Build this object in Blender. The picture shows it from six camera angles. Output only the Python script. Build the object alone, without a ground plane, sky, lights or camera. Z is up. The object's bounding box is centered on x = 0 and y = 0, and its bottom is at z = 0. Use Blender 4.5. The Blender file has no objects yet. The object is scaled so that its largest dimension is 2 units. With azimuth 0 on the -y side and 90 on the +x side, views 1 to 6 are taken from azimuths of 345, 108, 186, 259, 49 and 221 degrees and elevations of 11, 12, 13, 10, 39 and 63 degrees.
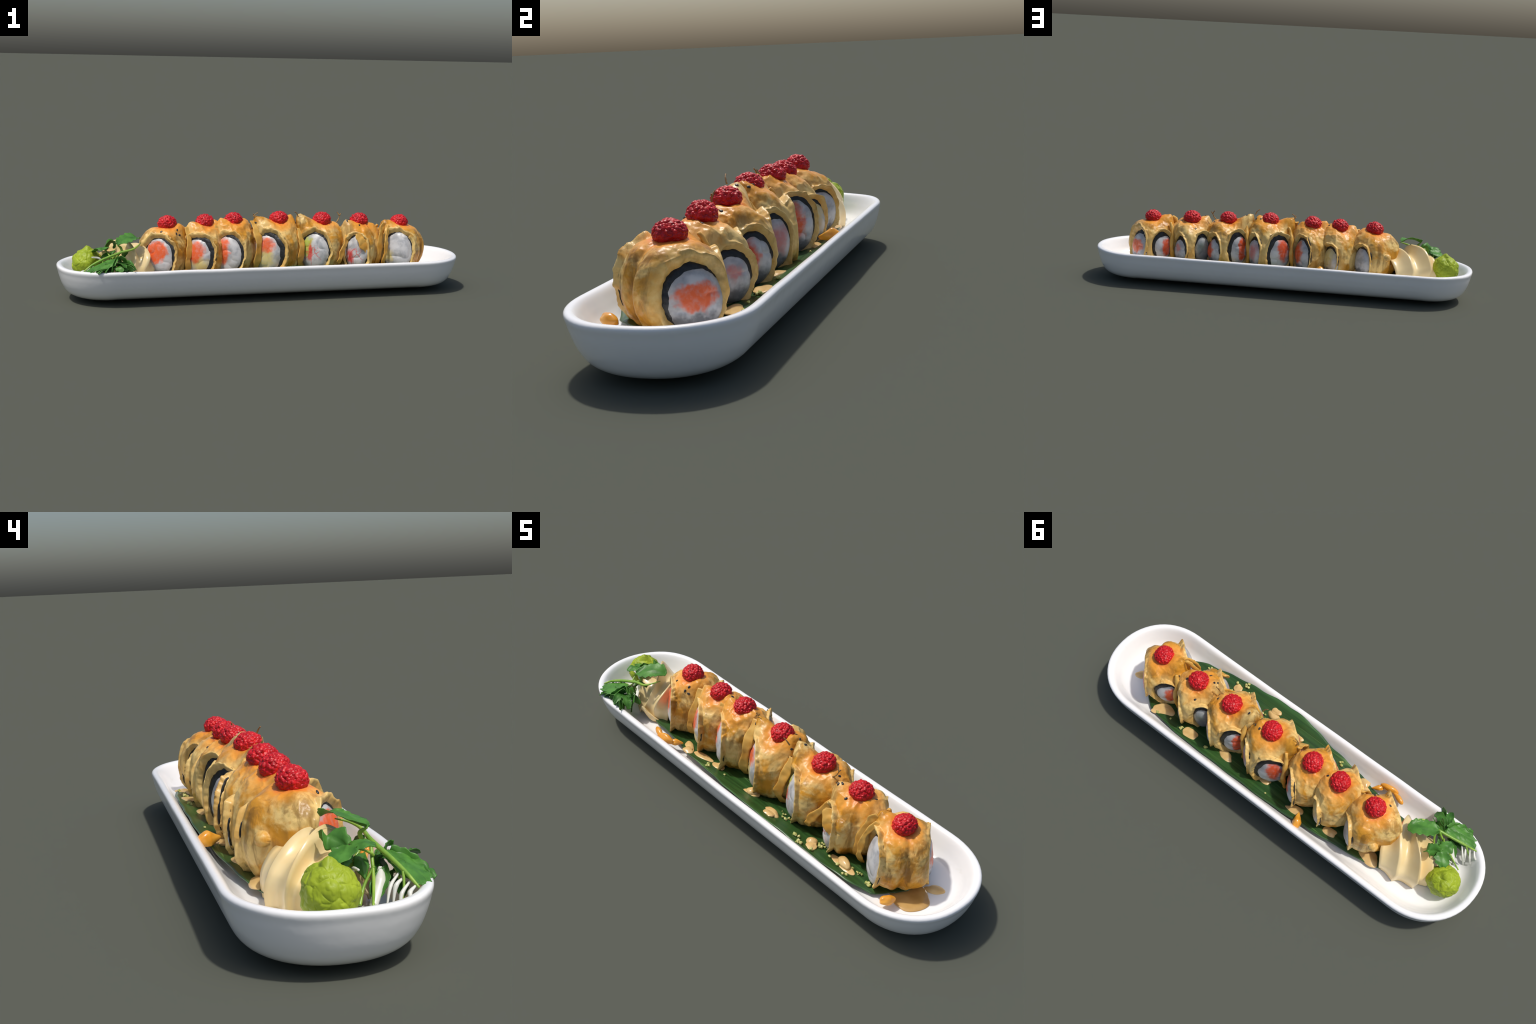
"""Omelette-wrapped sushi rolls with red roe on a long white dish, with a piped
mayonnaise swirl, a ball of wasabi and a herb sprig.  Everything is procedural."""
import bpy, math, random
import numpy as np
from mathutils import Vector, Matrix
from mathutils.bvhtree import BVHTree

rnd = random.Random(7)
V = lambda *a: np.array(a, float)

# ------------------------------------------------------------------ numeric helpers
def unit(v):
    v = np.asarray(v, float)
    return v / np.linalg.norm(v)

def sstep(a, b, x):
    t = np.clip((x - a) / (b - a), 0, 1)
    return t * t * (3 - 2 * t)

def _hash(ix, iy, iz, seed):
    h = (ix * 374761393 + iy * 668265263 + iz * 2147483647 + seed * 1274126177) & 0xFFFFFFFF
    h = ((h ^ (h >> 13)) * 1274126177) & 0xFFFFFFFF
    h = ((h ^ (h >> 16)) * 2246822519) & 0xFFFFFFFF
    return ((h ^ (h >> 15)) & 0xFFFFFF) / float(0xFFFFFF)

def vnoise(p, freq, seed=0):
    """smooth value noise, -1..1"""
    q = np.asarray(p, float) * freq + 100.0
    i = np.floor(q).astype(np.int64)
    f = q - i
    f = f * f * f * (f * (f * 6 - 15) + 10)
    out = 0
    for dx in (0, 1):
        for dy in (0, 1):
            for dz in (0, 1):
                w = ((f[:, 0] if dx else 1 - f[:, 0]) * (f[:, 1] if dy else 1 - f[:, 1])
                     * (f[:, 2] if dz else 1 - f[:, 2]))
                out = out + w * _hash(i[:, 0] + dx, i[:, 1] + dy, i[:, 2] + dz, seed)
    return out * 2 - 1

def fbm(p, freq, octaves=3, seed=0):
    s, a, tot = 0, 1.0, 0
    for o in range(octaves):
        s = s + a * vnoise(p, freq * 2 ** o, seed + o * 17)
        tot += a
        a *= .5
    return s / tot

def catmull(pts, n):
    """Catmull-Rom samples through the control points (n samples in all)"""
    P = np.array(pts, float)
    P = np.vstack([2 * P[0] - P[1], P, 2 * P[-1] - P[-2]])
    m = len(P) - 3
    out = []
    for u in np.linspace(0, m - 1e-9, n):
        k = int(u); t = u - k
        a, b, c, d = P[k:k + 4]
        out.append(.5 * (2 * b + (c - a) * t + (2 * a - 5 * b + 4 * c - d) * t * t
                         + (3 * b - a - 3 * c + d) * t ** 3))
    return np.array(out)

def cube_sphere(n):
    """unit directions and quads of a subdivided cube pushed onto the sphere"""
    g = np.tan(np.linspace(-1, 1, n + 1) * math.pi / 4)
    a, b = np.meshgrid(g, g, indexing='ij')
    one = np.ones_like(a)
    sides = [(one, a, b), (-one, b, a), (b, one, a), (a, -one, b), (a, b, one), (b, a, -one)]
    vs, fs, off = [], [], 0
    idx = np.arange((n + 1) ** 2).reshape(n + 1, n + 1)
    q = np.stack([idx[:-1, :-1], idx[1:, :-1], idx[1:, 1:], idx[:-1, 1:]], -1).reshape(-1, 4)
    for s in sides:
        vs.append(np.stack(s, -1).reshape(-1, 3)); fs.append(q + off); off += (n + 1) ** 2
    vs = np.vstack(vs); fs = np.vstack(fs)
    _, first, inv = np.unique(np.round(vs, 6), axis=0, return_index=True, return_inverse=True)
    vs = vs[first]; fs = inv.reshape(-1)[fs]
    return vs / np.linalg.norm(vs, axis=1)[:, None], fs

def grid_faces(nu, nv, wrap_u=False):
    f = []
    for i in range(nu if wrap_u else nu - 1):
        for j in range(nv - 1):
            k = (i + 1) % nu
            f.append((i * nv + j, k * nv + j, k * nv + j + 1, i * nv + j + 1))
    return f

# ------------------------------------------------------------------ scene helpers
COL = bpy.context.scene.collection

def mesh_obj(name, verts, faces, mat, parent=None, origin=(0, 0, 0), rot=None, smooth=True):
    me = bpy.data.meshes.new(name)
    o = np.array(origin, float)
    v = np.asarray(verts, float) - o
    R = None
    if rot is not None:
        R = np.array(rot)          # columns = local axes in world
        v = v @ R
    me.from_pydata(v.tolist(), [], np.asarray(faces).tolist() if isinstance(faces, np.ndarray) else faces)
    me.update()
    if smooth:
        me.polygons.foreach_set('use_smooth', [True] * len(me.polygons))
    me.materials.append(mat)
    ob = bpy.data.objects.new(name, me)
    COL.objects.link(ob)
    M = Matrix.Identity(4)
    if R is not None:
        for i in range(3):
            for j in range(3):
                M[i][j] = R[i, j]
    M.translation = Vector(o)
    attach(ob, M, parent)
    return ob

def attach(ob, M, parent):
    if parent is not None:
        ob.parent = parent
        ob.matrix_local = Matrix.Translation(-parent.location) @ M
    else:
        ob.matrix_world = M

def empty(name, loc, label, cat):
    ob = bpy.data.objects.new(name, None)
    ob.empty_display_size = .05
    ob.location = loc
    COL.objects.link(ob)
    tag(ob, label, cat)
    return ob

def tag(ob, label, cat):
    ob["label"] = label
    ob["category"] = cat
    return ob

def fix_normals(ob):
    import bmesh
    bm = bmesh.new(); bm.from_mesh(ob.data)
    bmesh.ops.remove_doubles(bm, verts=bm.verts, dist=1e-6)
    bmesh.ops.recalc_face_normals(bm, faces=bm.faces)
    bm.to_mesh(ob.data); bm.free()
    ob.data.polygons.foreach_set('use_smooth', [True] * len(ob.data.polygons))
    ob.data.update()

def solid(ob, t, offset=0):
    m = ob.modifiers.new('thickness', 'SOLIDIFY')
    m.thickness = t; m.offset = offset
    return ob

# ------------------------------------------------------------------ node helpers
class Mat:
    def __init__(self, name, rough=.5, spec=.5, coat=0., sss=0.):
        self.m = bpy.data.materials.new(name)
        self.m.use_nodes = True
        self.t = self.m.node_tree
        self.b = self.t.nodes['Principled BSDF']
        self.b.inputs['Roughness'].default_value = rough
        self.b.inputs['Specular IOR Level'].default_value = spec
        self.b.inputs['Coat Weight'].default_value = coat
        self.b.inputs['Coat Roughness'].default_value = .15
        if sss:
            self.b.inputs['Subsurface Weight'].default_value = sss
            self.b.inputs['Subsurface Radius'].default_value = (.01, .006, .004)
            self.b.inputs['Subsurface Scale'].default_value = 1.
        self.co = self.new('ShaderNodeTexCoord').outputs['Object']

    def new(self, kind, **kw):
        n = self.t.nodes.new(kind)
        for k, v in kw.items():
            setattr(n, k, v)
        return n

    def put(self, sock, v):
        if isinstance(v, bpy.types.NodeSocket):
            self.t.links.new(v, sock)
        elif isinstance(v, (tuple, list)) and sock.type == 'RGBA':
            sock.default_value = tuple(v)[:3] + (1,)
        else:
            sock.default_value = v

    def math(self, op, a, b=0., c=None):
        n = self.new('ShaderNodeMath', operation=op)
        self.put(n.inputs[0], a); self.put(n.inputs[1], b)
        if c is not None:
            self.put(n.inputs[2], c)
        return n.outputs[0]

    def vmath(self, op, a, b):
        n = self.new('ShaderNodeVectorMath', operation=op)
        self.put(n.inputs[0], a); self.put(n.inputs[1], b)
        return n.outputs['Value'] if op in ('LENGTH', 'DISTANCE', 'DOT_PRODUCT') else n.outputs[0]

    def noise(self, scale, detail=3., rough=.55, dist=0., co=None, color=False):
        n = self.new('ShaderNodeTexNoise')
        self.put(n.inputs['Vector'], co or self.co)
        n.inputs['Scale'].default_value = scale
        n.inputs['Detail'].default_value = detail
        n.inputs['Roughness'].default_value = rough
        n.inputs['Distortion'].default_value = dist
        return n.outputs['Color' if color else 'Fac']

    def voronoi(self, scale, feature='F1', co=None, out='Distance', rand=1.):
        n = self.new('ShaderNodeTexVoronoi', feature=feature)
        self.put(n.inputs['Vector'], co or self.co)
        n.inputs['Scale'].default_value = scale
        n.inputs['Randomness'].default_value = rand
        return n.outputs[out]

    def smooth(self, x, a, b, lo=0., hi=1.):
        n = self.new('ShaderNodeMapRange', interpolation_type='SMOOTHSTEP')
        self.put(n.inputs[0], x)
        if a > b:
            a, b, lo, hi = b, a, hi, lo
        for i, v in zip((1, 2, 3, 4), (a, b, lo, hi)):
            n.inputs[i].default_value = v
        return n.outputs[0]

    def mix(self, f, a, b, mode='MIX'):
        n = self.new('ShaderNodeMix', data_type='RGBA', blend_type=mode)
        self.put(n.inputs[0], f); self.put(n.inputs[6], a); self.put(n.inputs[7], b)
        return n.outputs[2]

    def scaled(self, v, co=None):
        n = self.new('ShaderNodeVectorMath', operation='MULTIPLY')
        self.put(n.inputs[0], co or self.co); n.inputs[1].default_value = v
        return n.outputs[0]

    def warp(self, scale, amp, co=None):
        d = self.vmath('SUBTRACT', self.noise(scale, 2., co=co, color=True), (.5, .5, .5))
        d = self.vmath('MULTIPLY', d, (amp, amp, amp))
        return self.vmath('ADD', co or self.co, d)

    def bump(self, h, strength=.3, dist=.004):
        n = self.new('ShaderNodeBump')
        self.put(n.inputs['Height'], h)
        n.inputs['Strength'].default_value = strength
        n.inputs['Distance'].default_value = dist
        self.t.links.new(n.outputs[0], self.b.inputs['Normal'])

    def color(self, c):
        self.put(self.b.inputs['Base Color'], c)
        return self.m

# ------------------------------------------------------------------ simple materials
def mat_porcelain():
    m = Mat('white_porcelain', .22, .5, .25)
    c = m.mix(m.smooth(m.noise(3., 3.), .35, .7), (.87, .87, .865), (.90, .895, .88))
    # a few faint greenish smears of sauce
    smear = m.math('MULTIPLY', m.smooth(m.noise(14., 4., co=m.scaled((.35, 1.6, 1))), .68, .78), .10)
    c = m.mix(smear, c, (.42, .40, .22))
    m.bump(m.noise(22., 2.), .08, .01)
    return m.color(c)

def mat_banana_leaf():
    m = Mat('banana_leaf_green', .34, .5, .1)
    veins = m.noise(1., 2., co=m.scaled((2.2, 95, 10)))
    big = m.noise(1., 2., co=m.scaled((.9, 16, 4)))
    c = m.mix(m.smooth(veins, .35, .7), (.018, .060, .014), (.032, .098, .022))
    c = m.mix(m.smooth(big, .60, .66), c, (.045, .125, .03))
    thin = m.smooth(m.math('ABSOLUTE', m.math('SUBTRACT', m.noise(1., 0., co=m.scaled((.6, 26, 4))), .5)), .006, .0)
    c = m.mix(m.math('MULTIPLY', thin, .7), c, (.11, .22, .06))
    m.bump(veins, .25, .003)
    return m.color(c)

def mat_plain(name, c0, c1, scale=30., rough=.4, coat=.1, bump=.15, spec=.5, sss=0.):
    m = Mat(name, rough, spec, coat, sss)
    n = m.noise(scale, 4.)
    if bump:
        m.bump(n, bump, .003)
    return m.color(m.mix(m.smooth(n, .32, .68), c0, c1))

def mat_roe():
    m = Mat('red_roe', .38, .4, .0)
    n = m.noise(60., 3.)
    c = m.mix(m.smooth(n, .35, .65), (.42, .004, .010), (.66, .010, .014))
    c = m.mix(m.smooth(m.noise(95., 2.), .68, .74), c, (.75, .07, .03))
    m.bump(m.noise(170., 2.), .3, .002)
    return m.color(c)

def mat_herb(name, dark, light, vein):
    m = Mat(name, .42, .4)
    n = m.noise(22., 4.)
    c = m.mix(m.smooth(n, .3, .7), dark, light)
    c = m.mix(m.smooth(m.noise(60., 2.), .66, .78), c, vein)
    m.bump(m.noise(60., 3.), .35, .003)
    m.color(c)
    tr = m.new('ShaderNodeBsdfTranslucent')
    m.t.links.new(c, tr.inputs[0])
    mx = m.new('ShaderNodeMixShader'); mx.inputs[0].default_value = .22
    m.t.links.new(m.b.outputs[0], mx.inputs[1]); m.t.links.new(tr.outputs[0], mx.inputs[2])
    out = [n for n in m.t.nodes if n.type == 'OUTPUT_MATERIAL'][0]
    m.t.links.new(mx.outputs[0], out.inputs[0])
    return m.m

def mat_wasabi():
    m = Mat('wasabi_paste', .5, .35)
    n = m.noise(18., 4.)
    c = m.mix(m.smooth(n, .3, .7), (.25, .335, .014), (.37, .465, .024))
    c = m.mix(m.smooth(m.noise(9., 3.), .58, .72), c, (.20, .42, .03))
    m.bump(m.noise(50., 4.), .35, .004)
    return m.color(c)

def mat_nori():
    m = Mat('seaweed_black', .45, .5)
    n = m.noise(70., 4.)
    c = m.mix(m.smooth(n, .35, .75), (.006, .007, .008), (.022, .023, .024))
    m.bump(n, .6, .004)
    return m.color(c)

GOLD, PALE, ORNG, BROWN, OLIVE = (.62, .285, .026), (.78, .55, .20), (.82, .33, .040), (.22, .10, .014), (.38, .26, .05)

def mat_omelette(name, windows, mound, seed, toast=.5):
    """fried egg sheet: golden with toasted patches, paler round the cut ends,
    stained orange where the roe sits"""
    m = Mat(name, .36, .36, .0)
    co = m.vmath('ADD', m.co, (seed * 1.7, seed * .9, seed * 2.3))
    n1, n2 = m.noise(8., 5., .62, .5, co), m.noise(34., 4., .6, 0, co)
    c = m.mix(m.smooth(n1, .42, .58), PALE, GOLD)
    c = m.mix(m.math('MULTIPLY', m.smooth(m.noise(17., 5., .65, .5, m.vmath('ADD', co, (3, 5, 7))), .55, .72), toast), c, (.50, .22, .025))
    streak = m.noise(1., 4., .6, .6, m.vmath('MULTIPLY', co, (24, 24, 5)))
    c = m.mix(m.math('MULTIPLY', m.smooth(streak, .47, .63), .8 * toast), c, BROWN)
    c = m.mix(m.math('MULTIPLY', m.smooth(n2, .58, .75), .55), c, OLIVE)
    # stain from the roe
    d = m.vmath('DISTANCE', m.warp(14., .05), tuple(mound))
    stain = m.math('MULTIPLY', m.smooth(d, .115, .045), m.smooth(n2, .2, .6, .55, 1.))
    c = m.mix(stain, c, ORNG)
    c = m.mix(m.math('MULTIPLY', m.smooth(d, .058, .038), .6), c, (.78, .16, .04))
    # paler egg on the cut lips
    wob = m.warp(20., .018)
    for (p, n, e1, ru, rv, wide) in windows:
        q = m.vmath('SUBTRACT', wob, tuple(p))
        s = m.math('DIVIDE', m.vmath('DOT_PRODUCT', q, tuple(e1)), ru)
        t = m.math('DIVIDE', m.vmath('DOT_PRODUCT', q, tuple(np.cross(n, e1))), rv)
        w = m.math('DIVIDE', m.vmath('DOT_PRODUCT', q, tuple(n)), .050 if wide else .028)
        r2 = m.math('ADD', m.math('ADD', m.math('MULTIPLY', s, s), m.math('MULTIPLY', t, t)), m.math('MULTIPLY', w, w))
        c = m.mix(m.math('MULTIPLY', m.smooth(r2, 2.7 if wide else 1.75, 1.2), m.smooth(n2, .25, .6, 1., .45)), c, PALE)
    # sesame-dark flecks
    c = m.mix(m.smooth(m.noise(110., 2., co=co), .77, .81), c, (.12, .06, .02))
    m.bump(m.math('ADD', n2, m.math('MULTIPLY', m.noise(90., 3., co=co), .5)), .35, .004)
    return m.color(c)

WHITE, GREY = (.56, .56, .56), (.35, .36, .375)
TONES = dict(salmon=(.80, .13, .03), deep=(.72, .09, .02), yellow=(.66, .55, .22), pink=(.62, .24, .22),
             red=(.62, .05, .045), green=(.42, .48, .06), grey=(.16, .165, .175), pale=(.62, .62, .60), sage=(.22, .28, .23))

def mat_rice(name, patches, seed, veins=False):
    m = Mat(name, .4, .5, .05, .08)
    co = m.vmath('ADD', m.co, (seed, seed * 2.1, seed * .7))
    c = m.mix(m.smooth(m.noise(26., 3., co=co), .3, .62), GREY, WHITE)
    wob = m.warp(38., .05)
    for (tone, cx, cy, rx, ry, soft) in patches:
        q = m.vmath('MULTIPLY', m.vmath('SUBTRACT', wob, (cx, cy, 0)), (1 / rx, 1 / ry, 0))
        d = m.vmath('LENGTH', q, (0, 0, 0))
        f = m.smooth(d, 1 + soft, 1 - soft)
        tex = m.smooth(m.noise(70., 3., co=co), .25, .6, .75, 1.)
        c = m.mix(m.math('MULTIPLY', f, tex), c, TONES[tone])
    if veins:
        v = m.voronoi(19., 'DISTANCE_TO_EDGE', m.warp(45., .02))
        near = m.smooth(m.vmath('DISTANCE', m.co, (-.01, -.02, 0)), .062, .035)
        c = m.mix(m.math('MULTIPLY', m.smooth(v, .05, .005), m.math('MULTIPLY', near, .8)), c, (.62, .09, .08))
    m.bump(m.noise(60., 4., co=co), .18, .003)
    return m.color(c)

# ------------------------------------------------------------------ the dish
HALF = .7385      # half the straight part; a half circle closes each end

DISH_PROFILE = [(0, .0), (.05, .0008), (.10, .0065), (.15, .0180), (.194, .0330), (.22, .052), (.238, .080),
                (.2505, .112), (.2575, .140), (.2615, .155), (.2605, .163), (.255, .1675), (.247, .168),
                (.238, .165), (.229, .155), (.216, .134), (.200, .110), (.180, .092), (.155, .085), (.10, .084), (0, .084)]
SLIM = .945       # the dish is a little narrower than its end arcs are long

def floor_z(x, y):
    """height of the inner surface of the dish"""
    r = math.hypot(max(abs(x) - HALF, 0), y / SLIM)
    rr = [p[0] for p in DISH_PROFILE[13:]][::-1]
    zz = [p[1] for p in DISH_PROFILE[13:]][::-1]
    return float(np.interp(r, rr, zz))

def build_dish():
    prof = catmull(DISH_PROFILE, 110)
    prof[:, 0] = np.maximum(prof[:, 0], 0); prof[:, 1] = np.maximum(prof[:, 1], 0)
    base = []
    def squarish(th):        # end arcs a touch fuller than a circle
        c, q = math.cos(th), math.sin(th)
        return math.copysign(abs(c) ** .93, c), math.copysign(abs(q) ** .93, q)
    for th in np.linspace(-math.pi / 2, math.pi / 2, 33):
        base.append((HALF, *squarish(th)))
    for x in np.linspace(HALF, -HALF, 42)[1:-1]:
        base.append((x, 0, 1))
    for th in np.linspace(math.pi / 2, 3 * math.pi / 2, 33):
        base.append((-HALF, *squarish(th)))
    for x in np.linspace(-HALF, HALF, 42)[1:-1]:
        base.append((x, 0, -1))
    B = np.array(base)
    n, k = len(B), len(prof)
    v = np.zeros((n, k, 3))
    v[:, :, 0] = B[:, None, 0] + prof[None, :, 0] * B[:, None, 1]
    v[:, :, 1] = prof[None, :, 0] * B[:, None, 2] * SLIM
    # the round ends are fuller underneath than the long sides
    full = np.interp(np.arange(k), [0, 5.5, 11, 16.5, 22, 27.5, 33, 38.5], [0, -.0002, -.0020, -.0050, -.006, -.006, -.004, 0])
    v[:, :, 2] = np.maximum(prof[None, :, 1] + full[None, :] * (np.abs(B[:, 1]) ** .7)[:, None], 0)
    v[:, :, 1] += .002 + .005 * np.clip(1 - prof[None, :, 1] / .15, 0, 1) * (np.arange(k) < 50)[None, :]
    v = v.reshape(-1, 3)
    # hand-made unevenness
    up = sstep(.02, .16, v[:, 2])
    v[:, 2] += .0016 * vnoise(v, 7, 3) * up
    rad = 1 + .004 * vnoise(v, 4, 5) * up
    v[:, 1] *= rad
    ob = mesh_obj('serving_dish', v, grid_faces(n, k, True), mat_porcelain())
    fix_normals(ob)
    return tag(ob, 'long narrow white porcelain dish with rounded ends', 'serving dish')

# margins of the leaf: x, y, z; the near one climbs the wall of the dish
LEAF_FAR = [(-.70, .04, .104), (-.66, .10, .102), (-.56, .142, .106), (-.40, .163, .113), (-.25, .184, .122), (-.05, .202, .136),
            (.2, .204, .137), (.42, .201, .133), (.58, .186, .118), (.68, .163, .103), (.75, .115, .097), (.785, .03, .094)]
LEAF_NEAR = [(-.70, -.05, .104), (-.66, -.10, .102), (-.56, -.125, .106), (-.42, -.142, .114), (-.28, -.170, .124), (-.12, -.188, .138),
             (.05, -.216, .163), (.18, -.220, .167), (.30, -.212, .156), (.45, -.202, .138), (.62, -.178, .116), (.72, -.145, .100), (.785, -.03, .094)]

def leaf_z(x, y):
    M = LEAF_FAR if y > 0 else LEAF_NEAR
    xs = [m[0] for m in M]
    if x < xs[0] or x > xs[-1]:
        return floor_z(x, y)
    e = float(np.interp(x, xs, [m[1] for m in M])); ze = float(np.interp(x, xs, [m[2] for m in M]))
    t = min(abs(y / e), 1.15)
    zc = .100 if x < .6 else .100 - .006 * (x - .6) / .185
    return max(zc + (ze - zc) * t ** 2.2, floor_z(x, y) + .004)

def build_banana_leaf():
    nx, ny = 150, 41
    vs = []
    for x in np.linspace(-.70, .785, nx):
        a = np.interp(x, [m[0] for m in LEAF_NEAR], [m[1] for m in LEAF_NEAR])
        b = np.interp(x, [m[0] for m in LEAF_FAR], [m[1] for m in LEAF_FAR])
        a += .002 * math.sin(x * 47); b += .002 * math.sin(x * 39 + 1)
        for y in np.linspace(a, b, ny):
            vs.append((x, y, leaf_z(x, y) + .0010 * math.sin(y * 160 + x * 4) + .0012 * math.sin(x * 23) * abs(y) / .2))
    ob = mesh_obj('banana_leaf', vs, grid_faces(nx, ny), mat_banana_leaf(), origin=(0, 0, .10))
    solid(ob, .003)
    return tag(ob, 'long dark green banana leaf lining the dish', 'leaf')

# ------------------------------------------------------------------ the rolls
SPH, SPHF = cube_sphere(96)
NORI = mat_nori()
ROE = mat_roe()

def az(deg):
    return V(math.cos(math.radians(deg)), math.sin(math.radians(deg)), 0)

def polar_disc(nr, nt):
    """ring/spoke grid of a unit disc with a centre point: r, theta, faces"""
    r, t = [0.], [0.]
    for i in range(1, nr + 1):
        for j in range(nt):
            r.append(i / nr); t.append(2 * math.pi * j / nt)
    f = [(0, 1 + j, 1 + (j + 1) % nt) for j in range(nt)]
    for i in range(nr - 1):
        for j in range(nt):
            a = 1 + i * nt; b = a + nt; k = (j + 1) % nt
            f.append((a + j, b + j, b + k, a + k))
    return np.array(r), np.array(t), f

def plug(name, mat, parent, P, n, e1, ru, rv, bulge, depth, seed, lump=.0, jag=.0, nr=34, nt=110, org=None):
    """closed lens-shaped piece standing in a window; front bulges, back is flat"""
    r, t, f = polar_disc(nr, nt)
    s = r * np.cos(t); h = r * np.sin(t)
    circ = np.stack([np.cos(t), np.sin(t), np.zeros_like(t)], -1)
    wob = 1 + jag * (vnoise(circ, 2.2, seed) + .5 * vnoise(circ, 9, seed + 3) * (1 if jag > .03 else .3))
    x = s * ru * wob; y = h * rv * wob
    z = bulge * (1 - r ** 2.6) - .010 * r ** 9
    if lump:
        pp = np.stack([x, y, np.full_like(x, seed * .37)], -1)
        z = z + lump * (np.abs(vnoise(pp, 24, seed)) ** .7 * 1.5 - .7) * (1 - r ** 6)
    e2 = np.cross(n, e1)
    front = P + np.outer(x, e1) + np.outer(y, e2) + np.outer(z, n)
    last = len(r) - nt
    back = P + np.outer(x[last:] * .96, e1) + np.outer(y[last:] * .96, e2) - depth * n
    vs = np.vstack([front, back, [P - depth * n]])
    nb = len(front)
    f = list(f)
    for j in range(nt):
        k = (j + 1) % nt
        f.append((last + j, nb + j, nb + k, last + k))
        f.append((nb + k, nb + j, nb + nt))
    R = np.stack([e1, e2, n], 1)
    return mesh_obj(name, vs, f, mat, parent, origin=P if org is None else org, rot=R)

def roe_mesh(seed):
    """heap of roe: a dome studded with round eggs"""
    d = SPH[SPH[:, 2] > -2]
    r = np.random.RandomState(seed)
    k = 190
    i = np.arange(k) + .5
    ph = np.arccos(1 - 2 * i / k); th = math.pi * (1 + 5 ** .5) * i
    c = np.stack([np.cos(th) * np.sin(ph), np.sin(th) * np.sin(ph), np.cos(ph)], -1) + r.normal(0, .065, (k, 3))
    c /= np.linalg.norm(c, axis=1)[:, None]
    hgt = r.uniform(.55, 1.25, k)
    dd = np.clip(d @ c.T, -1, 1)
    near = np.argmax(dd, axis=1)
    ang = np.arccos(dd[np.arange(len(d)), near])
    egg = np.sqrt(np.clip(1 - (ang / .165) ** 2, 0, 1)) * hgt[near]
    spike = (r.rand(k) < .06)[near] * np.clip(1 - ang / .07, 0, 1)
    side = sstep(-.3, .45, d[:, 2])
    rr = 1 + .03 * vnoise(d, 7, seed + 2) + (.10 * egg * (.45 + .55 * side)) + .07 * spike * side - .03 + .035 * vnoise(d, 2.2, seed)
    v = d * rr[:, None] * V(.0440, .0440, .041)
    v[:, 2] = np.where(v[:, 2] < 0, v[:, 2] * .72, v[:, 2])
    # heap is a little wider low down
    return v

def smax(a, b, k):
    h = np.clip(.5 + .5 * (a - b) / k, 0, 1)
    return b + (a - b) * h + k * h * (1 - h)

WRAPS = []

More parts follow.
